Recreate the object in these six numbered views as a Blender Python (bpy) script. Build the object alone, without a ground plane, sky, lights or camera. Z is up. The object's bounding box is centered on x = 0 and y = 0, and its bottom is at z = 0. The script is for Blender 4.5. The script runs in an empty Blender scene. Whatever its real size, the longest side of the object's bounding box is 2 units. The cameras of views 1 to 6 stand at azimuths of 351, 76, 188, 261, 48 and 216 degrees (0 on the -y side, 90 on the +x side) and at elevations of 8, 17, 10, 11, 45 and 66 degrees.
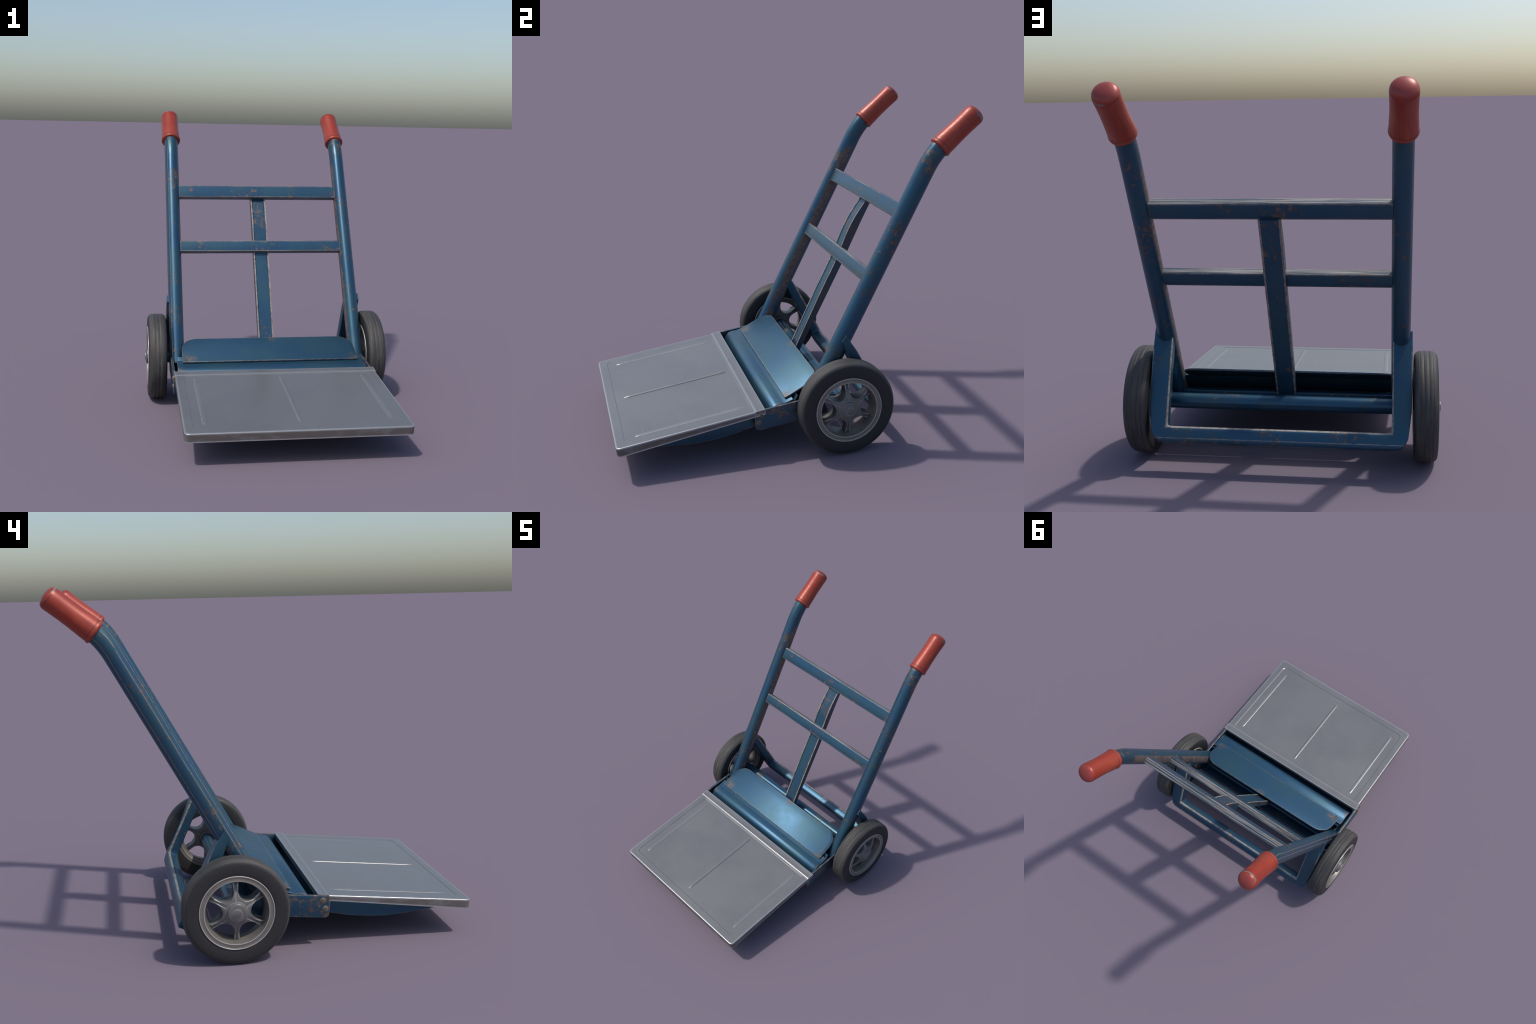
# Two-wheeled hand truck: blue painted tubular frame, steel toe plate, red grips, spoked wheels.
import bpy, bmesh, math
from mathutils import Vector, Matrix

PI = math.pi

# ------------------------------------------------------------------ scene helpers
def new_obj(name, bm, mat, parent, smooth_angle=32.0, loc=(0, 0, 0), rot=None):
    bmesh.ops.recalc_face_normals(bm, faces=bm.faces)
    for f in bm.faces:
        f.smooth = True
    lim = math.radians(smooth_angle)
    for e in bm.edges:
        if len(e.link_faces) == 2:
            e.smooth = e.calc_face_angle(0.0) < lim
    me = bpy.data.meshes.new(name)
    bm.to_mesh(me)
    bm.free()
    me.materials.append(mat)
    ob = bpy.data.objects.new(name, me)
    bpy.context.scene.collection.objects.link(ob)
    ob.location = loc
    if rot is not None:
        ob.rotation_euler = rot
    ob.parent = parent
    return ob


def copy_obj(src, parent, matrix):
    ob = src.copy()
    bpy.context.scene.collection.objects.link(ob)
    ob.parent = parent
    ob.matrix_local = matrix
    return ob


def loft(rings, cap=True, closed=True, bm=None):
    """Skin a list of point rings; caps are n-gons."""
    bm = bm or bmesh.new()
    vr = [[bm.verts.new(p) for p in r] for r in rings]
    n = len(vr[0])
    m = n if closed else n - 1
    for a, b in zip(vr, vr[1:]):
        for i in range(m):
            j = (i + 1) % n
            bm.faces.new((a[i], a[j], b[j], b[i]))
    if cap:
        bm.faces.new(list(reversed(vr[0])))
        bm.faces.new(vr[-1])
    return bm


def round_rect(w, h, r, seg=5):
    """Rounded rectangle in 2D, centred, full size w x h."""
    pts = []
    for cx, cy, a0 in ((w / 2 - r, h / 2 - r, 0), (-w / 2 + r, h / 2 - r, 90),
                       (-w / 2 + r, -h / 2 + r, 180), (w / 2 - r, -h / 2 + r, 270)):
        for k in range(seg + 1):
            a = math.radians(a0 + 90 * k / seg)
            pts.append((cx + r * math.cos(a), cy + r * math.sin(a)))
    return pts


def lathe_x(profile, seg=96, closed=False, bm=None):
    """Revolve (u, r) pairs about the x axis."""
    bm = bm or bmesh.new()
    rings = []
    for k in range(seg):
        a = 2 * PI * k / seg
        rings.append([bm.verts.new((u, r * math.cos(a), r * math.sin(a))) for u, r in profile])
    n = len(profile)
    for k in range(seg):
        a, b = rings[k], rings[(k + 1) % seg]
        for i in range(n if closed else n - 1):
            j = (i + 1) % n
            bm.faces.new((a[i], a[j], b[j], b[i]))
    bmesh.ops.remove_doubles(bm, verts=bm.verts, dist=1e-6)
    return bm


def bevel_sharp(bm, width, seg=2, angle=40):
    lim = math.radians(angle)
    bmesh.ops.recalc_face_normals(bm, faces=bm.faces)
    es = [e for e in bm.edges if len(e.link_faces) == 2 and e.calc_face_angle(0.0) > lim]
    bmesh.ops.bevel(bm, geom=es, offset=width, segments=seg, profile=0.5, affect='EDGES', clamp_overlap=True)
    return bm


def prism_x(poly_yz, x0, x1, bevel=0.0, seg=2):
    bm = loft([[(x0, y, z) for y, z in poly_yz], [(x1, y, z) for y, z in poly_yz]])
    if bevel:
        bevel_sharp(bm, bevel, seg)
    return bm


def fillet_poly(pts, radii, seg=5):
    """Round polygon corners (2D)."""
    out = []
    n = len(pts)
    for i in range(n):
        p, r = Vector(pts[i]), radii[i]
        if r <= 0:
            out.append(tuple(p))
            continue
        a, b = Vector(pts[i - 1]), Vector(pts[(i + 1) % n])
        d1, d2 = (a - p).normalized(), (b - p).normalized()
        ang = d1.angle(d2)
        t = r / math.tan(ang / 2)
        p1, p2 = p + d1 * t, p + d2 * t
        for k in range(seg + 1):
            s = k / seg
            out.append(tuple((1 - s) ** 2 * p1 + 2 * s * (1 - s) * p + s * s * p2))
    return out


def smooth_path(pts, per=8):
    """Catmull-Rom through 2D points."""
    out = []
    n = len(pts)
    for i in range(n - 1):
        p0 = Vector(pts[max(i - 1, 0)]); p1 = Vector(pts[i]); p2 = Vector(pts[i + 1]); p3 = Vector(pts[min(i + 2, n - 1)])
        for k in range(per):
            t = k / per
            out.append(tuple(0.5 * (2 * p1 + (p2 - p0) * t + (2 * p0 - 5 * p1 + 4 * p2 - p3) * t * t + (3 * p1 - p0 - 3 * p2 + p3) * t ** 3)))
    out.append(tuple(pts[-1]))
    return out


def sheet(profile_yz, half_width, thick, cols=40, bevel=0.0025):
    """Bent metal sheet: profile in (y, z) swept across x; half_width(i) gives each row's half width."""
    n = len(profile_yz)
    nor = []
    for i in range(n):
        a = Vector(profile_yz[max(i - 1, 0)]); b = Vector(profile_yz[min(i + 1, n - 1)])
        t = (b - a).normalized()
        nor.append(Vector((-t.y, t.x)))
    bm = bmesh.new()
    def grid(off):
        g = []
        for i, p in enumerate(profile_yz):
            q = Vector(p) + nor[i] * off
            w = half_width(i)
            g.append([bm.verts.new((w * (2 * k / cols - 1), q.x, q.y)) for k in range(cols + 1)])
        return g
    top, bot = grid(0.0), grid(-thick)
    for g in (top, bot):
        for i in range(n - 1):
            for k in range(cols):
                bm.faces.new((g[i][k], g[i][k + 1], g[i + 1][k + 1], g[i + 1][k]))
    for k in range(cols):
        bm.faces.new((top[0][k], top[0][k + 1], bot[0][k + 1], bot[0][k]))
        bm.faces.new((top[-1][k], top[-1][k + 1], bot[-1][k + 1], bot[-1][k]))
    for i in range(n - 1):
        bm.faces.new((top[i][0], top[i + 1][0], bot[i + 1][0], bot[i][0]))
        bm.faces.new((top[i][-1], top[i + 1][-1], bot[i + 1][-1], bot[i][-1]))
    if bevel:
        bevel_sharp(bm, bevel, 2, 60)
    return bm


# ------------------------------------------------------------------ material helpers
class Nodes:
    def __init__(self, name):
        self.mat = bpy.data.materials.new(name)
        self.mat.use_nodes = True
        self.nt = self.mat.node_tree
        self.bsdf = next(n for n in self.nt.nodes if n.type == 'BSDF_PRINCIPLED')
        self.tc = self.nt.nodes.new('ShaderNodeTexCoord')
        self.obj = self.tc.outputs['Object']
        self._xyz = None

    def put(self, sock, v):
        if isinstance(v, bpy.types.NodeSocket):
            self.nt.links.new(v, sock)
        else:
            if sock.type == 'RGBA' and not hasattr(v, '__len__'):
                v = (v, v, v, 1)
            if sock.type == 'RGBA' and len(v) == 3:
                v = (*v, 1)
            sock.default_value = v

    def math(self, op, a, b=0.0, c=0.0, clamp=False):
        n = self.nt.nodes.new('ShaderNodeMath')
        n.operation = op
        n.use_clamp = clamp
        for s, v in zip(n.inputs, (a, b, c)):
            self.put(s, v)
        return n.outputs[0]

    def ramp(self, v, lo, hi, smooth=True):
        n = self.nt.nodes.new('ShaderNodeMapRange')
        n.interpolation_type = 'SMOOTHSTEP' if smooth else 'LINEAR'
        for s, x in zip(n.inputs[:5], (v, lo, hi, 0.0, 1.0)):
            self.put(s, x)
        return n.outputs[0]

    def axis(self, i):
        if self._xyz is None:
            n = self.nt.nodes.new('ShaderNodeSeparateXYZ')
            self.put(n.inputs[0], self.obj)
            self._xyz = n
        return self._xyz.outputs[i]

    def scaled(self, s, loc=(0, 0, 0)):
        n = self.nt.nodes.new('ShaderNodeMapping')
        self.put(n.inputs['Vector'], self.obj)
        n.inputs['Scale'].default_value = s
        n.inputs['Location'].default_value = loc
        return n.outputs[0]

    def noise(self, scale, detail=4.0, rough=0.55, vec=None, dist=0.0):
        n = self.nt.nodes.new('ShaderNodeTexNoise')
        self.put(n.inputs['Vector'], vec if vec is not None else self.obj)
        n.inputs['Scale'].default_value = scale
        n.inputs['Detail'].default_value = detail
        n.inputs['Roughness'].default_value = rough
        n.inputs['Distortion'].default_value = dist
        return n.outputs['Fac']

    def mix(self, fac, a, b):
        n = self.nt.nodes.new('ShaderNodeMix')
        n.data_type = 'RGBA'
        self.put(n.inputs[0], fac)
        self.put(n.inputs[6], a)
        self.put(n.inputs[7], b)
        return n.outputs[2]

    def mixf(self, fac, a, b):
        n = self.nt.nodes.new('ShaderNodeMix')
        n.data_type = 'FLOAT'
        self.put(n.inputs[0], fac)
        self.put(n.inputs[2], a)
        self.put(n.inputs[3], b)
        return n.outputs[0]

    def edge(self, radius, lo=0.02, hi=0.12):
        """Mask of bare edges: rounded normal against the true one."""
        b = self.nt.nodes.new('ShaderNodeBevel')
        b.samples = 6
        b.inputs['Radius'].default_value = radius
        g = self.nt.nodes.new('ShaderNodeNewGeometry')
        d = self.nt.nodes.new('ShaderNodeVectorMath')
        d.operation = 'DOT_PRODUCT'
        self.put(d.inputs[0], b.outputs[0])
        self.put(d.inputs[1], g.outputs['Normal'])
        return self.ramp(self.math('SUBTRACT', 1.0, d.outputs['Value']), lo, hi)

    def bump(self, height, strength, dist=0.002):
        n = self.nt.nodes.new('ShaderNodeBump')
        n.inputs['Strength'].default_value = strength
        n.inputs['Distance'].default_value = dist
        self.put(n.inputs['Height'], height)
        self.put(self.bsdf.inputs['Normal'], n.outputs[0])

    def done(self, color, rough, metal=0.0, coat=0.0, spec=0.5):
        self.put(self.bsdf.inputs['Base Color'], color)
        self.put(self.bsdf.inputs['Roughness'], rough)
        self.put(self.bsdf.inputs['Metallic'], metal)
        self.put(self.bsdf.inputs['Coat Weight'], coat)
        self.put(self.bsdf.inputs['Specular IOR Level'], spec)
        return self.mat


PAINT = (0.027, 0.085, 0.148)
PAINT_DULL = (0.032, 0.092, 0.130)
BARE = (0.34, 0.27, 0.21)
RUST = (0.105, 0.060, 0.038)


def blue_paint(name, seed=(0, 0, 0), edge=0.012, edge_amount=1.0, chips=0.60, extra=None, gloss=(0.29, 0.38)):
    """Glossy metallic-toned enamel: dull blotches, small brown chips, rubbed edges. extra(N, ...) returns (mask, colour)."""
    N = Nodes(name)
    off = N.scaled((1, 1, 1), seed)
    blot = N.noise(4.5, 4, 0.6, off)
    fine = N.noise(55, 5, 0.65, off)
    spots = N.noise(38, 6, 0.68, off, 0.6)
    big = N.noise(5.5, 3, 0.5, N.scaled((1, 1, 1), (seed[0] + 7, seed[1] + 3, seed[2])))
    col = N.mix(N.ramp(blot, 0.40, 0.66), PAINT, PAINT_DULL)
    col = N.mix(N.math('MULTIPLY', N.ramp(fine, 0.5, 0.8), 0.25), col, (0.030, 0.075, 0.115))
    # soft brownish stain round the chips, then the chips themselves
    chipv = N.math('ADD', N.math('MULTIPLY', spots, 0.62), N.math('MULTIPLY', big, 0.38))
    stain = N.math('MULTIPLY', N.ramp(chipv, chips - 0.09, chips + 0.02), 0.30)
    col = N.mix(stain, col, (0.055, 0.062, 0.066))
    chip = N.math('MULTIPLY', N.ramp(chipv, chips - 0.02, chips + 0.03), 0.78)
    chipcol = N.mix(N.ramp(fine, 0.44, 0.62), RUST, (0.17, 0.125, 0.095))
    col = N.mix(chip, col, chipcol)
    worn = chip
    if extra:
        m, c = extra(N, fine, spots, blot)
        col = N.mix(m, col, c)
        worn = N.math('MAXIMUM', worn, m)
    if edge_amount > 0:
        e = N.edge(edge, 0.008, 0.055)
        e = N.math('MULTIPLY', e, N.ramp(N.math('ADD', N.math('MULTIPLY', fine, 0.5), N.math('MULTIPLY', blot, 0.5)), 0.32, 0.52))
        e = N.math('MULTIPLY', e, edge_amount)
        col = N.mix(e, col, N.mix(N.ramp(spots, 0.40, 0.60), (0.15, 0.105, 0.080), BARE))
        worn = N.math('MAXIMUM', worn, e)
    rough = N.mixf(worn, N.mixf(N.ramp(blot, 0.3, 0.7), *gloss), 0.58)
    metal = N.mixf(worn, 0.55, 0.25)
    N.bump(N.math('SUBTRACT', N.math('MULTIPLY', fine, 0.2), N.math('MULTIPLY', worn, 0.6)), 0.2, 0.0012)
    return N.done(col, rough, metal, 0.0, 0.5)


# frame axis of the two side rails: direction D, rear-pointing normal NV, through C0
D = Vector((0, 0.4814, 0.8765))
NV = Vector((0, 0.8765, -0.4814))
C0 = Vector((0, 0.593, 1.262))
RAIL_X = 0.5475


def fr(x, t, n):
    """Point in the rail frame: across, along the rails, rearwards."""
    return Vector((x, 0, 0)) + C0 + D * t + NV * n


# ------------------------------------------------------------------ materials
def rail_bands(stripes_out, patch_in):
    def extra(N, fine, spots, blot):
        # distance across the tube (front negative); past the handle bend the second plane takes over
        y, z, x = N.axis(1), N.axis(2), N.axis(0)
        n1 = N.math('ADD', N.math('MULTIPLY', N.math('SUBTRACT', y, C0.y), NV.y), N.math('MULTIPLY', N.math('SUBTRACT', z, C0.z), NV.z))
        n2 = N.math('ADD', N.math('MULTIPLY', N.math('SUBTRACT', y, 0.7653), 0.628), N.math('MULTIPLY', N.math('SUBTRACT', z, 1.542), -0.778))
        n = N.math('SMOOTH_MIN', n1, n2, 0.03)
        nw = N.math('ADD', n, N.math('MULTIPLY', N.math('SUBTRACT', blot, 0.5), 0.008))
        long = N.noise(9, 4, 0.6, N.scaled((3, 1, 0.35)))
        lines = None
        for c, w in stripes_out:
            d = N.math('ABSOLUTE', N.math('SUBTRACT', nw, c))
            m = N.ramp(d, w * 1.6, w * 0.5)
            lines = m if lines is None else N.math('MAXIMUM', lines, m)
        lines = N.math('MULTIPLY', lines, N.ramp(N.math('MULTIPLY', x, -1.0), 0.556, 0.566))
        lines = N.math('MULTIPLY', lines, N.ramp(fine, 0.25, 0.5))
        # rubbed inner flank
        ax = N.math('ABSOLUTE', x)
        d = N.math('ABSOLUTE', N.math('ADD', nw, 0.004))
        band = N.math('MULTIPLY', N.ramp(d, 0.028, 0.021), N.ramp(ax, 0.532, 0.518))
        band = N.math('MULTIPLY', band, N.ramp(long, 0.32, 0.46))
        band = N.math('MULTIPLY', band, N.ramp(z, 1.43, 1.36))
        band = N.math('MULTIPLY', band, patch_in)
        m = N.math('MAXIMUM', N.math('MULTIPLY', lines, 0.62), band, clamp=True)
        c = N.mix(lines, N.mix(N.ramp(spots, 0.4, 0.6), (0.10, 0.068, 0.055), (0.17, 0.12, 0.10)), (0.27, 0.20, 0.165))
        return m, c
    return extra


def scuffed_top(t0, t1):
    """Bare, streaky upper faces of the cross bars and a brown lower arris."""
    def extra(N, fine, spots, blot):
        x, y, z = N.axis(0), N.axis(1), N.axis(2)
        t = N.math('ADD', N.math('MULTIPLY', N.math('SUBTRACT', y, C0.y), D.y), N.math('MULTIPLY', N.math('SUBTRACT', z, C0.z), D.z))
        streak = N.noise(75, 4, 0.6, N.scaled((0.035, 1.6, 1.6)))
        up = N.ramp(N.math('ADD', t, N.math('MULTIPLY', N.math('SUBTRACT', spots, 0.5), 0.006)), t1 - 0.0055, t1 - 0.0015)
        lo = N.ramp(N.math('ADD', t, N.math('MULTIPLY', N.math('SUBTRACT', spots, 0.5), 0.01)), t0 + 0.009, t0 + 0.004)
        up = N.math('MULTIPLY', up, N.ramp(streak, 0.36, 0.52))
        lo = N.math('MULTIPLY', lo, N.math('MULTIPLY', N.ramp(streak, 0.38, 0.54), 0.75))
        c = N.mix(N.ramp(streak, 0.42, 0.6), (0.10, 0.084, 0.072), (0.33, 0.32, 0.30))
        return N.math('MULTIPLY', N.math('MAXIMUM', up, lo), 0.9), c
    return extra


def plate_corners(centres, radius):
    """Rust blooms at given (x, y) spots on a sheet."""
    def extra(N, fine, spots, blot):
        x, y = N.axis(0), N.axis(1)
        tot = None
        for cx, cy, r in centres:
            dx = N.math('SUBTRACT', x, cx)
            dy = N.math('SUBTRACT', y, cy)
            d = N.math('SQRT', N.math('ADD', N.math('MULTIPLY', dx, dx), N.math('MULTIPLY', dy, dy)))
            d = N.math('ADD', d, N.math('MULTIPLY', N.math('SUBTRACT', spots, 0.5), r * 1.5))
            m = N.ramp(d, r * 1.15, r * 0.1)
            tot = m if tot is None else N.math('MAXIMUM', tot, m)
        c = N.mix(N.ramp(fine, 0.4, 0.62), (0.085, 0.062, 0.045), (0.17, 0.13, 0.10))
        return N.math('MULTIPLY', N.math('MULTIPLY', tot, N.ramp(fine, 0.25, 0.6)), 0.75), c
    return extra


M_RAIL = blue_paint('rail_paint', (1, 2, 3), 0.004, 0.0, 0.58, rail_bands(((0.028, 0.0022), (-0.019, 0.0026), (-0.038, 0.0014)), 0.85))
M_BAR_A = blue_paint('crossbar_paint', (4, 0, 1), 0.014, 0.85, 0.585, scuffed_top(-0.0845, -0.004))
M_BAR_B = blue_paint('crossbar_paint_lower', (9, 5, 1), 0.014, 0.85, 0.59, scuffed_top(-0.456, -0.384))


def strut_wear(N, fine, spots, blot):
    x, y = N.axis(0), N.axis(1)
    g = N.nt.nodes.new('ShaderNodeNewGeometry')
    sn = N.nt.nodes.new('ShaderNodeSeparateXYZ')
    N.put(sn.inputs[0], g.outputs['True Normal'])
    flank = N.ramp(N.math('ABSOLUTE', sn.outputs[0]), 0.88, 0.96)
    ax = N.math('ADD', N.math('ABSOLUTE', x), N.math('MULTIPLY', N.math('SUBTRACT', spots, 0.5), 0.006))
    arris = N.math('MULTIPLY', N.ramp(ax, 0.0375, 0.0400), N.math('SUBTRACT', 1.0, flank))
    arris = N.math('MULTIPLY', arris, N.ramp(fine, 0.22, 0.42))
    long = N.noise(7, 3, 0.6, N.scaled((1, 1, 0.6)))
    brown = N.math('MULTIPLY', flank, N.math('MULTIPLY', N.ramp(long, 0.34, 0.56), 0.6))
    c = N.mix(arris, (0.085, 0.062, 0.052), N.mix(N.ramp(spots, 0.38, 0.6), (0.20, 0.15, 0.12), (0.37, 0.32, 0.265)))
    return N.math('MAXIMUM', N.math('MULTIPLY', arris, 0.85), brown), c


def stand_wear(N, fine, spots, blot):
    """Rubbed arrises: inner rear edge of the legs, upper and lower rear edges of the foot bar, outer front edge of the legs."""
    x, y, z = N.axis(0), N.axis(1), N.axis(2)
    ax = N.math('ABSOLUTE', x)
    dy, dz = N.math('SUBTRACT', y, 0.2909), N.math('SUBTRACT', z, 0.5196)
    sd = N.math('ADD', N.math('MULTIPLY', dy, 0.42), N.math('MULTIPLY', dz, -0.9075))
    sm = N.math('ADD', N.math('MULTIPLY', dy, 0.9075), N.math('MULTIPLY', dz, 0.42))
    wob = N.math('MULTIPLY', N.math('SUBTRACT', spots, 0.5), 0.005)
    rear = N.ramp(N.math('ADD', sm, wob), -0.013, -0.009)
    leg = N.math('MULTIPLY', rear, N.ramp(N.math('ADD', ax, wob), 0.5185, 0.5155))
    leg = N.math('MULTIPLY', leg, N.math('MULTIPLY', N.ramp(ax, 0.503, 0.505), N.ramp(sd, 0.352, 0.346)))
    bar = N.math('MULTIPLY', N.ramp(sm, -0.016, -0.012), N.ramp(N.math('ADD', sd, wob), 0.3495, 0.3465))
    bar = N.math('MULTIPLY', bar, N.math('MULTIPLY', N.ramp(sd, 0.332, 0.335), N.ramp(ax, 0.520, 0.514)))
    low = N.ramp(N.math('ABSOLUTE', N.math('SUBTRACT', N.math('ADD', sd, wob), 0.394)), 0.0028, 0.0012)
    low = N.math('MULTIPLY', N.math('MULTIPLY', low, rear), 0.7)
    outf = N.math('MULTIPLY', N.ramp(ax, 0.594, 0.597), N.ramp(N.math('ABSOLUTE', N.math('ADD', N.math('ADD', sm, 0.029), wob)), 0.0235, 0.0265))
    m = N.math('MAXIMUM', N.math('MAXIMUM', leg, bar), N.math('MAXIMUM', low, N.math('MULTIPLY', outf, 0.8)))
    m = N.math('MULTIPLY', m, N.ramp(fine, 0.22, 0.42))
    c = N.mix(N.ramp(spots, 0.38, 0.6), (0.19, 0.14, 0.115), (0.40, 0.36, 0.30))
    return N.math('MULTIPLY', m, 0.85), c


M_STRUT = blue_paint('strut_paint', (2, 6, 0), 0.013, 0.0, 0.58, strut_wear)
M_STAND = blue_paint('stand_paint', (5, 5, 2), 0.014, 0.0, 0.59, stand_wear, (0.38, 0.46))
M_TUBE = blue_paint('axle_paint', (0, 8, 4), 0.004, 0.0, 0.60)
M_BRKT = blue_paint('bracket_paint', (3, 1, 9), 0.008, 1.0, 0.535)
M_KICK = blue_paint('kick_plate_paint', (7, 2, 2), 0.009, 0.85, 0.66,
                    plate_corners(((-0.49, -0.075, 0.06), (0.50, -0.085, 0.045), (0.03, 0.098, 0.045)), 0.05), (0.43, 0.50))
M_APRON = blue_paint('apron_paint', (6, 7, 5), 0.006, 0.8, 0.65,
                     plate_corners(((-0.55, -0.16, 0.035), (0.555, -0.15, 0.02)), 0.03), (0.38, 0.46))
M_GUSSET = blue_paint('gusset_paint', (8, 3, 3), 0.006, 0.9, 0.60)


def steel(name, dark=1.0, bare=0.9):
    N = Nodes(name)
    grain = N.noise(300, 3, 0.6)
    ham = N.noise(85, 2, 0.5, None, 0.6)
    cloud = N.noise(3.5, 4, 0.55)
    patch = N.noise(2.2, 2, 0.5, N.scaled((1, 1, 1), (3, 1, 0)))
    scratch = N.noise(34, 5, 0.7, N.scaled((0.25, 2.4, 1.0)))
    col = N.mix(N.ramp(cloud, 0.35, 0.65), tuple(0.170 * dark * k for k in (0.985, 1.0, 1.03)), tuple(0.180 * dark * k for k in (0.985, 1.0, 1.02)))
    col = N.mix(N.math('MULTIPLY', N.ramp(scratch, 0.58, 0.72), 0.22), col, (0.30, 0.30, 0.30))
    # dirt on the downturned skirt: brown-grey smears
    g = N.nt.nodes.new('ShaderNodeNewGeometry')
    sn = N.nt.nodes.new('ShaderNodeSeparateXYZ')
    N.put(sn.inputs[0], g.outputs['Normal'])
    side = N.ramp(N.math('ABSOLUTE', sn.outputs[2]), 0.6, 0.3)
    smear = N.noise(9, 5, 0.65, N.scaled((1, 1, 2.5)))
    col = N.mix(N.math('MULTIPLY', side, N.math('MULTIPLY', N.ramp(smear, 0.34, 0.56), 0.75)), col, (0.115, 0.098, 0.085))
    e = N.edge(0.013, 0.004, 0.035)
    e = N.math('MULTIPLY', e, N.ramp(N.math('ADD', N.math('MULTIPLY', scratch, 0.5), N.math('MULTIPLY', cloud, 0.5)), 0.24, 0.42))
    if bare > 0.8:      # bare metal only along the rim
        rim = N.math('MAXIMUM', N.ramp(N.math('ABSOLUTE', N.axis(0)), 0.562, 0.570), N.ramp(N.axis(1), -0.968, -0.978))
        e = N.math('MULTIPLY', e, rim)
    e = N.math('MULTIPLY', e, bare)
    col = N.mix(e, col, (0.66, 0.67, 0.66))
    rough = N.mixf(N.ramp(N.math('ADD', N.math('MULTIPLY', cloud, 0.85), N.math('MULTIPLY', scratch, 0.15)), 0.34, 0.66), 0.27, 0.34)
    hamm = N.math('MULTIPLY', ham, N.ramp(patch, 0.38, 0.6))
    N.bump(N.math('ADD', N.math('MULTIPLY', grain, 0.45), N.math('MULTIPLY', hamm, 0.9)), 0.35, 0.0015)
    return N.done(col, N.mixf(e, rough, 0.3), N.mixf(e, 0.32, 0.75), 0.0, 0.5)


M_STEEL = steel('worn_steel')
M_LIP = steel('worn_steel_lip', 1.0, 0.4)
M_BEAD = steel('worn_steel_bead', 1.05, 0.12)


def rubber(name):
    N = Nodes(name)
    x, y, z = N.axis(0), N.axis(1), N.axis(2)
    r = N.math('SQRT', N.math('ADD', N.math('MULTIPLY', y, y), N.math('MULTIPLY', z, z)))
    circ = N.noise(120, 4, 0.65, N.scaled((1.0, 0.05, 0.05)))
    dust = N.noise(11, 4, 0.6, N.scaled((2.0, 0.6, 0.6)))
    fine = N.noise(160, 3, 0.6)
    tread = N.ramp(r, 0.238, 0.246)
    col = N.mix(N.ramp(fine, 0.3, 0.7), (0.020, 0.020, 0.021), (0.028, 0.028, 0.029))
    tcol = N.mix(N.ramp(circ, 0.4, 0.62), (0.040, 0.039, 0.038), (0.066, 0.063, 0.059))
    tcol = N.mix(N.math('MULTIPLY', N.ramp(dust, 0.48, 0.68), 0.35), tcol, (0.11, 0.085, 0.072))
    col = N.mix(tread, col, tcol)
    N.bump(N.math('ADD', N.math('MULTIPLY', circ, tread), N.math('MULTIPLY', fine, 0.3)), 0.3, 0.0015)
    return N.done(col, 0.62, 0.0, 0.0, 0.4)


M_RUBBER = rubber('tyre_rubber')


def cast_metal(name, base, light, edge_col, rough=0.45, lips=()):
    N = Nodes(name)
    cl = N.noise(14, 4, 0.6)
    fi = N.noise(90, 4, 0.6)
    col = N.mix(N.ramp(cl, 0.35, 0.65), base, light)
    col = N.mix(N.math('MULTIPLY', N.ramp(fi, 0.55, 0.75), 0.25), col, (0.07, 0.06, 0.05))
    e = N.math('MULTIPLY', N.edge(0.006, 0.012, 0.08), N.ramp(fi, 0.25, 0.5))
    if lips:
        y, z = N.axis(1), N.axis(2)
        r = N.math('SQRT', N.math('ADD', N.math('MULTIPLY', y, y), N.math('MULTIPLY', z, z)))
        for rc, w in lips:
            e = N.math('MAXIMUM', e, N.ramp(N.math('ABSOLUTE', N.math('SUBTRACT', r, rc)), w, w * 0.5))
    col = N.mix(N.math('MULTIPLY', e, 0.8), col, edge_col)
    N.bump(fi, 0.15, 0.001)
    return N.done(col, rough, 0.35, 0.0, 0.5)


M_RIM = cast_metal('rim_metal', (0.178, 0.165, 0.146), (0.215, 0.200, 0.178), (0.52, 0.50, 0.48), 0.42, ((0.1760, 0.0026), (0.1530, 0.0016)))
M_HUB = cast_metal('hub_metal', (0.120, 0.120, 0.118), (0.165, 0.163, 0.158), (0.42, 0.41, 0.40))
M_RIVET = cast_metal('rivet_metal', (0.105, 0.085, 0.070), (0.15, 0.125, 0.105), (0.36, 0.29, 0.23), 0.5)


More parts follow.
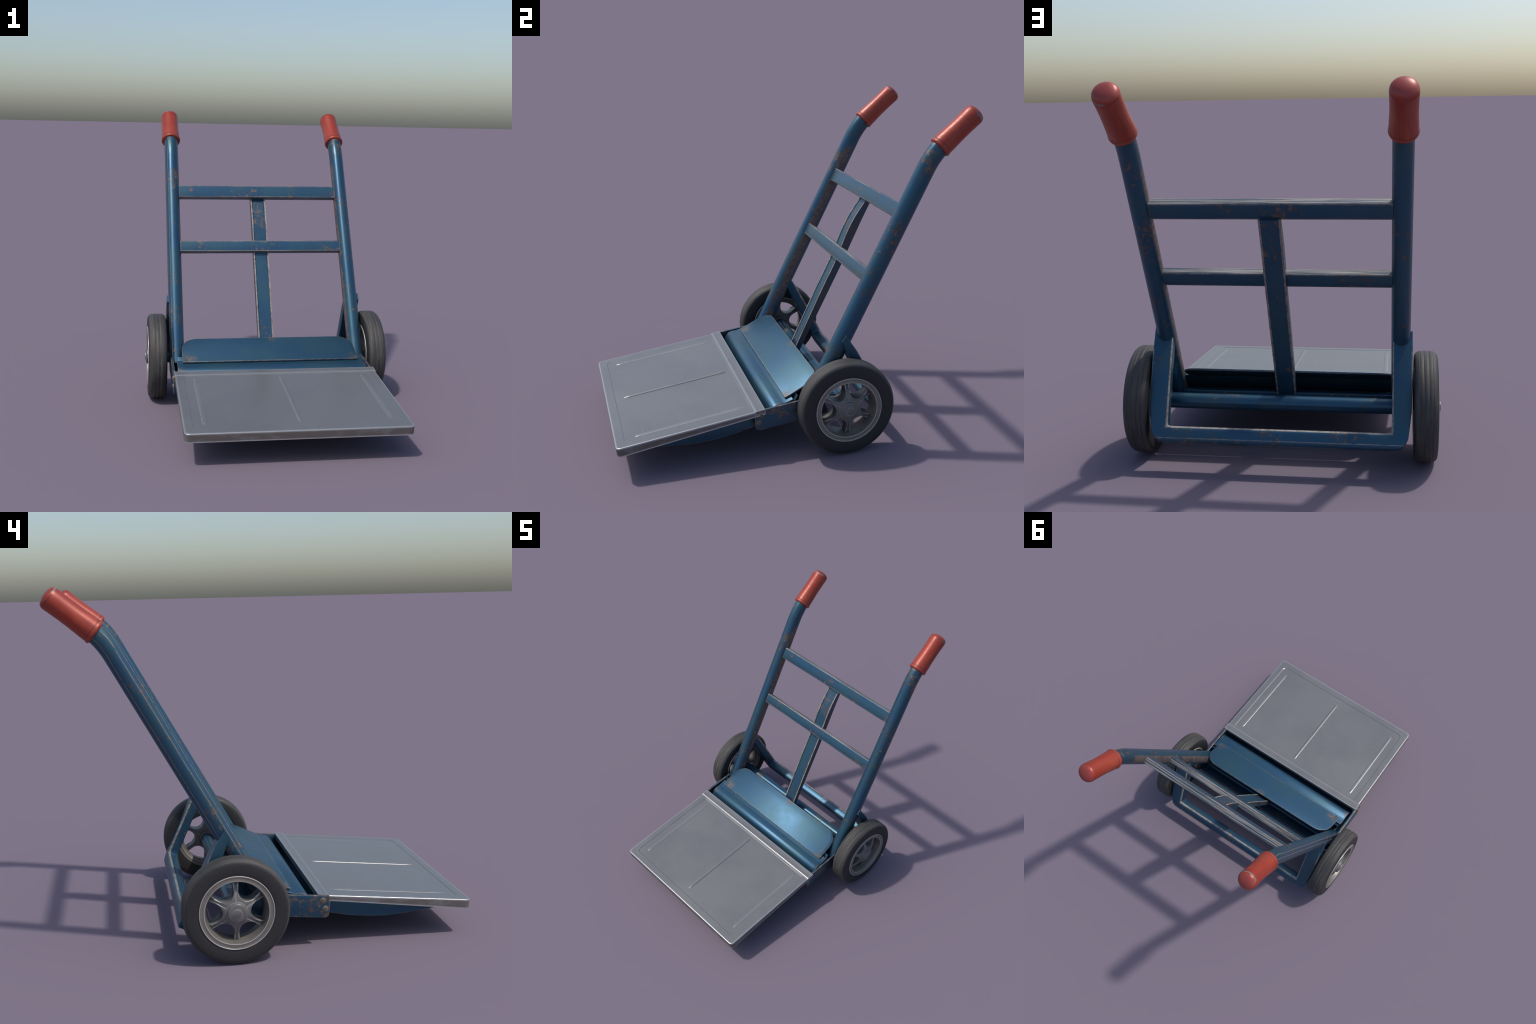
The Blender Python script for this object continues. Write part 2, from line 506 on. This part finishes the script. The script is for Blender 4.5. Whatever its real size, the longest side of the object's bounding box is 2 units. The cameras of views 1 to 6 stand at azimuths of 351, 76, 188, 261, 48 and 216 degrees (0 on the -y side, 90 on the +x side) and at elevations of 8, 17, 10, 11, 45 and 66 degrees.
def grip_plastic(name):
    """Red moulded grip; Object coordinates run along the grip in z."""
    N = Nodes(name)
    z = N.axis(2)
    fine = N.noise(70, 4, 0.6)
    cloud = N.noise(11, 4, 0.6, N.scaled((1, 1, 0.5)))
    spots = N.noise(38, 5, 0.7)
    col = N.mix(N.ramp(cloud, 0.36, 0.66), (0.315, 0.034, 0.017), (0.345, 0.056, 0.028))
    streak = N.noise(26, 4, 0.6, N.scaled((1.5, 1.5, 0.22)))
    col = N.mix(N.math('MULTIPLY', N.ramp(streak, 0.46, 0.70), 0.45), col, (0.20, 0.040, 0.030))
    col = N.mix(N.math('MULTIPLY', N.ramp(N.noise(15, 4, 0.6, N.scaled((1, 1, 0.4), (4, 2, 1))), 0.54, 0.72), 0.4), col, (0.42, 0.085, 0.040))
    # bleached dome
    dome = N.ramp(N.math('ADD', z, N.math('MULTIPLY', N.math('SUBTRACT', cloud, 0.5), 0.02)), 0.252, 0.266)
    col = N.mix(N.math('MULTIPLY', dome, 0.55), col, (0.36, 0.075, 0.066))
    # grime line above the collar and little nicks
    d = N.math('ABSOLUTE', N.math('SUBTRACT', z, 0.0235))
    line = N.ramp(d, 0.0028, 0.0008)
    nick = N.math('MULTIPLY', N.ramp(spots, 0.62, 0.67), N.ramp(cloud, 0.48, 0.6))
    seam = N.ramp(N.math('ABSOLUTE', N.math('SUBTRACT', N.math('ADD', z, N.math('MULTIPLY', N.math('SUBTRACT', spots, 0.5), 0.008)), 0.2475)), 0.0022, 0.0008)
    seam = N.math('MULTIPLY', seam, N.ramp(cloud, 0.32, 0.44))
    dark = N.math('MAXIMUM', N.math('MAXIMUM', N.math('MULTIPLY', line, 0.75), N.math('MULTIPLY', seam, 0.8)), N.math('MULTIPLY', nick, 0.7))
    col = N.mix(dark, col, (0.075, 0.022, 0.022))
    # torn crown showing grey beneath
    y = N.axis(1)
    d2 = N.math('ABSOLUTE', N.math('SUBTRACT', N.math('ADD', z, N.math('MULTIPLY', N.math('SUBTRACT', spots, 0.5), 0.03)), 0.2505))
    tear = N.math('MULTIPLY', N.ramp(d2, 0.006, 0.003), N.ramp(N.math('ADD', N.math('MULTIPLY', y, -1), N.math('MULTIPLY', N.math('SUBTRACT', cloud, 0.5), 0.06)), 0.022, 0.034))
    col = N.mix(N.math('MULTIPLY', tear, 0.85), col, (0.20, 0.20, 0.19))
    N.bump(N.math('SUBTRACT', N.math('MULTIPLY', fine, 0.4), dark), 0.2, 0.0015)
    return N.done(col, N.mixf(N.ramp(fine, 0.3, 0.7), 0.36, 0.46), 0.15, 0.0, 0.5)


M_GRIP = grip_plastic('grip_plastic')

# ------------------------------------------------------------------ root
root = bpy.data.objects.new('hand_truck', None)
bpy.context.scene.collection.objects.link(root)
root['label'] = 'worn blue two-wheeled hand truck with red grips and steel toe plate'
root['category'] = 'hand truck'

# ------------------------------------------------------------------ side rails and grips
GRIP_A = Vector((0, 0.7653, 1.5425))          # collar end, on the tube axis
GRIP_B = Vector((0, 0.9707, 1.7085))          # crown
GD = (GRIP_B - GRIP_A).normalized()


def tube_section(w, d, k, seg=40):
    """Superellipse: w across, d deep."""
    out = []
    for i in range(seg):
        a = 2 * PI * i / seg
        c, s = math.cos(a), math.sin(a)
        out.append((w / 2 * math.copysign(abs(c) ** (2 / k), c), d / 2 * math.copysign(abs(s) ** (2 / k), s)))
    return out


def rail_path():
    """(y, z) centre line with a swept bend below the grip."""
    bottom = C0 + D * -1.165
    hinge_t = 0.20
    # where straight line and grip line cross
    a, b = C0, GRIP_A
    den = D.y * GD.z - D.z * GD.y
    t = ((b.y - a.y) * GD.z - (b.z - a.z) * GD.y) / den
    hinge = a + D * t
    r = 0.085
    p1, p2 = hinge - D * r, hinge + GD * r
    pts = [bottom + (p1 - bottom) * (i / 14) for i in range(14)]
    for i in range(11):
        s = i / 10
        pts.append((1 - s) ** 2 * p1 + 2 * s * (1 - s) * hinge + s * s * p2)
    pts.append(GRIP_A + GD * 0.12)
    return [(p.y, p.z) for p in pts]


def make_rail(x0):
    sec = tube_section(0.0865, 0.0970, 2.12)
    path = rail_path()
    rings = []
    for i, (y, z) in enumerate(path):
        a = Vector(path[max(i - 1, 0)]); b = Vector(path[min(i + 1, len(path) - 1)])
        t = (b - a).normalized()
        n = Vector((t.y, -t.x))
        rings.append([(x0 + u, y + n.x * v, z + n.y * v) for u, v in sec])
    return loft(rings)


def make_grip():
    """Along +z from the collar; local y is the rearward side."""
    prof = [(0.0445, -0.001), (0.0540, 0.0), (0.0585, 0.003), (0.0605, 0.009), (0.0600, 0.016), (0.0578, 0.0205),
            (0.0574, 0.0235), (0.0574, 0.045), (0.0560, 0.075), (0.0545, 0.11), (0.0538, 0.16), (0.0545, 0.205),
            (0.0555, 0.235), (0.0550, 0.2475), (0.0525, 0.2560), (0.0470, 0.2635), (0.036, 0.2700), (0.018, 0.2745), (0.0, 0.2755)]
    seg = 48
    bm = bmesh.new()
    rings = []
    for r, z in prof[:-1]:
        rings.append([bm.verts.new((r * math.cos(2 * PI * k / seg), r * math.sin(2 * PI * k / seg), z)) for k in range(seg)])
    for a, b in zip(rings, rings[1:]):
        for k in range(seg):
            bm.faces.new((a[k], a[(k + 1) % seg], b[(k + 1) % seg], b[k]))
    tip = bm.verts.new((0, 0, prof[-1][1]))
    for k in range(seg):
        bm.faces.new((rings[-1][k], rings[-1][(k + 1) % seg], tip))
    return bm


grip_rot = Matrix.Rotation(-math.atan2(GD.y, GD.z), 4, 'X')
first_grip = None
for side in (-1, 1):
    rail = new_obj('side_rail', make_rail(side * RAIL_X), M_RAIL, root, 40)
    m = Matrix.Translation(Vector((side * RAIL_X, 0, 0)) + GRIP_A) @ grip_rot @ Matrix.Rotation(0.0 if side < 0 else 2.2, 4, 'Z')
    if first_grip is None:
        first_grip = new_obj('hand_grip', make_grip(), M_GRIP, rail, 60)
        first_grip.matrix_local = m
    else:
        copy_obj(first_grip, rail, m)

# ------------------------------------------------------------------ cross bars
def make_bar(t0, t1, n0, n1, half):
    sec = [(t, n) for t, n in ((t0, n0), (t1, n0), (t1, n1), (t0, n1))]
    bm = loft([[fr(-half, t, n) for t, n in sec], [fr(half, t, n) for t, n in sec]])
    es = [e for e in bm.edges if abs(e.verts[0].co.x - e.verts[1].co.x) > 0.1]
    bmesh.ops.bevel(bm, geom=es, offset=0.005, segments=3, profile=0.5, affect='EDGES')
    return bm


new_obj('crossbar', make_bar(-0.0845, -0.004, -0.023, 0.021, 0.512), M_BAR_A, root)
new_obj('crossbar', make_bar(-0.456, -0.384, -0.025, 0.016, 0.512), M_BAR_B, root)

# ------------------------------------------------------------------ centre strut, stepped back behind the lower bar
def make_strut():
    front = smooth_path([(-0.078, 0.006), (-0.12, -0.001), (-0.16, -0.007), (-0.20, -0.0115), (-0.24, -0.0135), (-0.29, -0.0135),
                         (-0.38, -0.008), (-0.48, 0.000), (-0.68, 0.001), (-1.00, 0.009), (-1.14, 0.012)], 5)
    rings = []
    for t, nf in front:
        nb = 0.033 + 0.008 * min(1, max(0, (-t - 0.2) / 0.3))
        w, h = 0.095, nb - nf
        c1, c2 = 0.0085, 0.0045
        c = (nb + nf) / 2
        rings.append([fr(u, t, c + v) for u, v in [(-w / 2, h / 2), (-w / 2, -h / 2), (-w / 2 + c1, -h / 2), (-w / 2 + c1 + c2, -h / 2 + c2), (w / 2 - c1 - c2, -h / 2 + c2), (w / 2 - c1, -h / 2), (w / 2, -h / 2), (w / 2, h / 2)]])
    return loft(rings)


new_obj('centre_strut', make_strut(), M_STRUT, root)

# ------------------------------------------------------------------ rear stand: one bent tube, legs and foot bar
SO = Vector((0, 0.2909, 0.5196))              # a point on its rear face
SD = Vector((0, 0.42, -0.9075))               # down the legs
SM = Vector((0, 0.9075, 0.42))                # rear normal


def sp(x, s, m):
    return Vector((x, 0, 0)) + SO + SD * s + SM * m


def make_stand():
    # stations: inner (x, s), outer (x, s), front and rear depth
    half = [((0.514, -0.106), (0.601, -0.108), -0.0515, -0.0135),
            ((0.512, -0.060), (0.601, -0.055), -0.054, -0.008),
            ((0.511, 0.000), (0.602, 0.000), -0.057, -0.001),
            ((0.511, 0.120), (0.601, 0.120), -0.058, 0.0),
            ((0.510, 0.240), (0.597, 0.240), -0.058, 0.0),
            ((0.509, 0.315), (0.588, 0.320), -0.058, 0.0),
            ((0.508, 0.334), (0.582, 0.363), -0.061, 0.0),
            ((0.506, 0.338), (0.571, 0.388), -0.064, 0.0),
            ((0.500, 0.339), (0.552, 0.408), -0.067, 0.0),
            ((0.480, 0.339), (0.520, 0.416), -0.069, 0.0),
            ((0.400, 0.339), (0.420, 0.417), -0.069, 0.0)]
    full = [(1, st) for st in half] + [(-1, st) for st in reversed(half)]
    rings = []
    for sg, (i, o, m0, m1) in full:
        i, o = Vector(i), Vector(o)
        ring = []
        h = m1 - m0
        w = (o - i).length
        q0 = o
        cut = -0.022 if m0 > -0.053 else 0.0          # the legs end on a slant against the rails
        for u, v in round_rect(w, h, 0.005 + 0.017 * min(1.0, max(0.0, (0.575 - abs(q0.x)) / 0.05)), 4):
            q = (i + o) / 2 + (o - i).normalized() * u
            ring.append(sp(sg * q.x, q.y + cut * v / h, (m0 + m1) / 2 + v))
        rings.append(ring)
    return loft(rings)


new_obj('rear_stand', make_stand(), M_STAND, root)

# ------------------------------------------------------------------ axle, low cross member
AX_Y, AX_Z = 0.194, 0.2555
bm = lathe_x([(-0.600, 0.0), (-0.600, 0.034), (-0.597, 0.0365), (0.597, 0.0365), (0.600, 0.034), (0.600, 0.0)], 48)
axle = new_obj('axle', bm, M_TUBE, root, 35, (0, AX_Y, 0.2485))
bm = prism_x(fillet_poly([(0.028, 0.226), (0.088, 0.234), (0.086, 0.267), (0.026, 0.262)], [0.008] * 4, 3), -0.512, 0.512)
new_obj('cross_member', bm, M_TUBE, root)
bm = prism_x([(-0.245, 0.158), (0.128, 0.1985), (0.1275, 0.2045), (-0.2455, 0.164)], -0.571, 0.563)
new_obj('floor_pan', bm, M_TUBE, root)

# ------------------------------------------------------------------ toe plate
PL0 = Vector((0, -0.222, 0.2655))             # rear top edge
PT = Vector((0, -0.9942, -0.1078))            # forward along the plate
PN = Vector((0, -0.1078, 0.9942))             # up from the plate
PLEN, PHW = 0.7835, 0.5810


def pp(x, a, h):
    return Vector((x, 0, 0)) + PL0 + PT * a + PN * h


def plate_outline(hw, a0, a1, r, seg=8):
    return fillet_poly([(-hw, a0), (hw, a0), (hw, a1), (-hw, a1)], [0.0001, 0.0001, r, r], seg)


def make_plate():
    bm = bmesh.new()
    out = plate_outline(PHW, 0.0, PLEN, 0.030)
    def depth(a):
        return 0.026 + 0.022 * min(1, a / 0.62)
    R = 0.006
    rings = [[pp(x, a, -depth(a)) for x, a in out], [pp(x, a, -R) for x, a in out]]
    # rolled edge
    for k in range(1, 7):
        t = k / 6 * PI / 2
        ins = R * (1 - math.cos(t)); up = -R + R * math.sin(t)
        o = plate_outline(PHW - ins, ins, PLEN - ins, 0.030 - ins)
        rings.append([pp(x, a, up) for x, a in o])
    rings.append([pp(x, a, 0.0) for x, a in plate_outline(PHW - R - 0.002, R + 0.002, PLEN - R - 0.002, 0.030 - R - 0.002)])
    # border, then the slightly sunk panel with rounded corners
    def panel(ins, h):
        o = fillet_poly([(-0.5335 + ins, 0.062 + ins), (0.5335 - ins, 0.062 + ins), (0.5335 - ins, 0.7315 - ins), (-0.5335 + ins, 0.7315 - ins)],
                        [0.0001, 0.0001, 0.034, 0.034], 8)
        return [pp(x, a, h) for x, a in o]
    rings += [panel(-0.002, 0.0), panel(0.002, -0.0022), panel(0.006, -0.0022)]
    loft(rings, True, True, bm)
    return bm


plate = new_obj('toe_plate', make_plate(), M_STEEL, root, 20)

# folded strip along the rear edge
sec = [(-0.0035, -0.018), (-0.0035, 0.0025), (-0.0015, 0.0048), (0.004, 0.0052), (0.011, 0.0040), (0.040, 0.0036), (0.0445, 0.0044), (0.050, 0.0022), (0.0545, -0.001), (0.0545, -0.018)]
bm = loft([[pp(-0.5825, a, h) for a, h in sec], [pp(0.5825, a, h) for a, h in sec]])
new_obj('folded_lip', bm, M_LIP, plate, 20)


def make_bead(x, a0, a1, w, h):
    rings = []
    n = 26
    for i in range(n + 1):
        s = i / n
        a = a0 + (a1 - a0) * s
        e = min(1.0, min(a - a0, a1 - a) / (w * 1.2))
        k = math.sqrt(max(0.0, 1 - (1 - e) ** 2)) * 0.97 + 0.03
        rings.append([pp(x + w / 2 * k * math.cos(PI * j / 12), a, -0.0040 + (h + 0.0018) * k * math.sin(PI * j / 12)) for j in range(13)])
    return loft(rings)


for x, w, h in ((0.011, 0.022, 0.0052), (-0.473, 0.026, 0.0030), (0.485, 0.024, 0.0018)):
    new_obj('stiffening_bead', make_bead(x, 0.078, 0.690, w, h), M_BEAD, plate, 50)

# shallow curved tray under the plate
belly = smooth_path([(-0.238, 0.170), (-0.290, 0.158), (-0.390, 0.137), (-0.490, 0.1245), (-0.600, 0.1215), (-0.700, 0.129), (-0.80, 0.140), (-0.90, 0.154)], 6)
poly = belly + [(-0.90, 0.158), (-0.238, 0.225)]
new_obj('under_tray', prism_x(poly, -0.545, 0.545, 0.003), M_GUSSET, plate)

# ------------------------------------------------------------------ side brackets with rivets
br = fillet_poly([(-0.2805, 0.2597), (-0.2720, 0.1480), (0.133, 0.189), (0.082, 0.2955)], [0.012, 0.028, 0.02, 0.012], 6)
for xi, xo in ((-0.574, -0.5885), (0.5635, 0.5765)):
    b = new_obj('side_bracket', prism_x(br, xi, xo, 0.003), M_BRKT, root)
    s = 1 if xo > 0 else -1
    for y, z in ((-0.242, 0.2385), (-0.254, 0.1965)):
        prof = [(0.0, 0.0155), (s * 0.0012, 0.0150), (s * 0.0020, 0.0125), (s * 0.0008, 0.0115), (s * 0.0035, 0.0100), (s * 0.0048, 0.0060), (s * 0.0052, 0.0)]
        new_obj('rivet', lathe_x(prof, 24), M_RIVET, b, 40, (xo, y, z))

# ------------------------------------------------------------------ kick plate and rolled apron
kp = smooth_path([(-0.0985, 0.2900), (-0.060, 0.3062), (-0.020, 0.3252), (0.020, 0.3450), (0.060, 0.3645), (0.0975, 0.3805)], 8)


def kick_half(i):
    y = kp[i][0]
    if y < -0.01:
        return 0.5235
    s = min(1.0, (y + 0.01) / 0.1077)
    return 0.4235 + 0.100 * math.sqrt(max(0.0, 1 - s ** 2.4))


kick = new_obj('kick_plate', sheet(kp, kick_half, 0.010, 48, 0.0025), M_KICK, root)

ap = smooth_path([(-0.060, 0.2900), (-0.085, 0.2810), (-0.110, 0.2745), (-0.135, 0.2720), (-0.157, 0.2680), (-0.176, 0.2565), (-0.188, 0.2380), (-0.193, 0.216), (-0.191, 0.190)], 6)
ap = list(reversed(ap))
fold = smooth_path([(-0.036, 0.3030), (-0.045, 0.2880), (-0.058, 0.2700), (-0.074, 0.2500), (-0.093, 0.2300), (-0.114, 0.2110), (-0.138, 0.1940)], 5)
new_obj('rear_fold', sheet(list(reversed(fold)), lambda i: 0.552, 0.006, 24, 0.0015), M_TUBE, root)
apron = new_obj('rolled_apron', sheet(ap, lambda i: 0.556, 0.008, 48, 0.002), M_APRON, root)

def crown_normals(ob, fx, tilt):
    """Pressed sheets are very slightly domed: lean the upper side's normals outwards."""
    me = ob.data
    vn = [v.normal.copy() for v in me.vertices]
    out = []
    for lp in me.loops:
        out.append(None)
    for p in me.polygons:
        for li in p.loop_indices:
            v = me.vertices[me.loops[li].vertex_index]
            if p.normal.z > 0.35 and abs(p.normal.x) < 0.3:
                base = vn[v.index] if vn[v.index].angle(p.normal) < 0.5 else p.normal
                out[li] = (base + Vector((fx * v.co.x, tilt(v.co.y), 0))).normalized()
            else:
                out[li] = p.normal.copy()
    me.normals_split_custom_set([tuple(n) for n in out])


crown_normals(kick, 0.55, lambda y: 0.9 * y)
crown_normals(apron, 0.45, lambda y: 0.0)

# ------------------------------------------------------------------ wheels
def tyre_profile():
    """(u, r), u outwards from the wheel's mid plane."""
    half = [(0.050, 0.176), (0.0525, 0.181), (0.0540, 0.195), (0.0545, 0.214), (0.0535, 0.230), (0.0520, 0.2375), (0.0480, 0.2440), (0.0420, 0.2495), (0.0350, 0.2530)]
    g = []
    for c in (0.030, 0.0115):
        top = 0.2545 if c > 0.02 else 0.2553
        g += [(c + 0.0015, top - 0.0003), (c + 0.0005, top - 0.0010), (c - 0.0005, top - 0.0010), (c - 0.0015, top)]
    right = half + g
    left = [(-u, r) for u, r in reversed(right)]
    return right + [(0.0, 0.2555)] + left + [(-0.050, 0.158), (0.050, 0.158)]


def rim_profile():
    return [(0.0500, 0.1780), (0.0550, 0.1780), (0.0570, 0.1765), (0.0572, 0.1745), (0.0555, 0.1725), (0.0545, 0.1690), (0.0545, 0.1585), (0.0552, 0.1560), (0.0556, 0.1535),
            (0.0545, 0.1510), (0.0500, 0.1490), (0.0380, 0.1455), (0.010, 0.1400), (-0.031, 0.1370), (-0.036, 0.1410), (-0.050, 0.1600), (-0.0545, 0.1660), (-0.0545, 0.1740), (-0.0500, 0.1770), (-0.046, 0.1735), (0.040, 0.1720)]


def make_spokes():
    """Six-armed cast star, arms running back towards the rim."""
    arm = [(0.1420, 0.0150), (0.1350, 0.0118), (0.1220, 0.0100), (0.1050, 0.0100), (0.0920, 0.0112), (0.0810, 0.0145), (0.0710, 0.0195), (0.0645, 0.0245), (0.0605, 0.0295)]
    out = []
    for k in range(6):
        c = PI / 2 + k * PI / 3
        for r, hw in [(r, -hw) for r, hw in reversed(arm)] + arm:
            out.append((r * math.cos(c) - hw * math.sin(c), r * math.sin(c) + hw * math.cos(c), r))
    inner = []
    for y, z, r in out:
        a = math.atan2(z, y)
        inner.append((0.050 * math.cos(a), 0.050 * math.sin(a)))

    def face(r):
        return 0.047 - 0.030 * min(1.0, max(0.0, (r - 0.066) / 0.08)) ** 1.1

    def shrunk(d):
        """Outline moved inwards by d along its normals."""
        n = len(out)
        pts = []
        for i in range(n):
            a, b = Vector(out[i - 1][:2]), Vector(out[(i + 1) % n][:2])
            t = (b - a).normalized()
            pts.append((out[i][0] - t.y * d, out[i][1] + t.x * d))
        return pts
    s1, s2 = shrunk(0.0012), shrunk(0.0042)
    rings = [[(-0.032, y, z) for y, z in inner], [(-0.030, y, z) for y, z, r in out],
             [(face(r) - 0.0065, y, z) for y, z, r in out],
             [(face(out[i][2]) - 0.0025, y, z) for i, (y, z) in enumerate(s1)],
             [(face(out[i][2]), y, z) for i, (y, z) in enumerate(s2)],
             [(0.0490, y, z) for y, z in inner]]
    return loft(rings)


def hub_profile():
    return [(-0.045, 0.0), (-0.045, 0.036), (-0.040, 0.040), (0.047, 0.0545), (0.0500, 0.0535), (0.0515, 0.0505), (0.0520, 0.0478), (0.0560, 0.0478), (0.0600, 0.0468), (0.0625, 0.0440),
            (0.0640, 0.0390), (0.0655, 0.0300), (0.0660, 0.0255), (0.0650, 0.0242), (0.0650, 0.0228), (0.0690, 0.0222), (0.0700, 0.0200), (0.0703, 0.0)]


parts = None
for side in (-1, 1):
    wheel = bpy.data.objects.new('wheel', None)
    bpy.context.scene.collection.objects.link(wheel)
    wheel.parent = root
    wheel.location = (side * 0.6625, AX_Y, AX_Z)
    if side > 0:
        turn = Matrix.Identity(4)
    else:
        turn = Matrix.Rotation(PI, 4, 'Z')
    if parts is None:
        parts = [new_obj('tyre', lathe_x(tyre_profile(), 128, True), M_RUBBER, wheel, 50),
                 new_obj('rim', lathe_x(rim_profile(), 128, True), M_RIM, wheel, 40),
                 new_obj('spoke_star', make_spokes(), M_HUB, wheel, 40),
                 new_obj('hub_cap', lathe_x(hub_profile(), 64), M_HUB, wheel, 35)]
        for p in parts:
            p.matrix_local = turn
    else:
        for p in parts:
            copy_obj(p, wheel, turn)
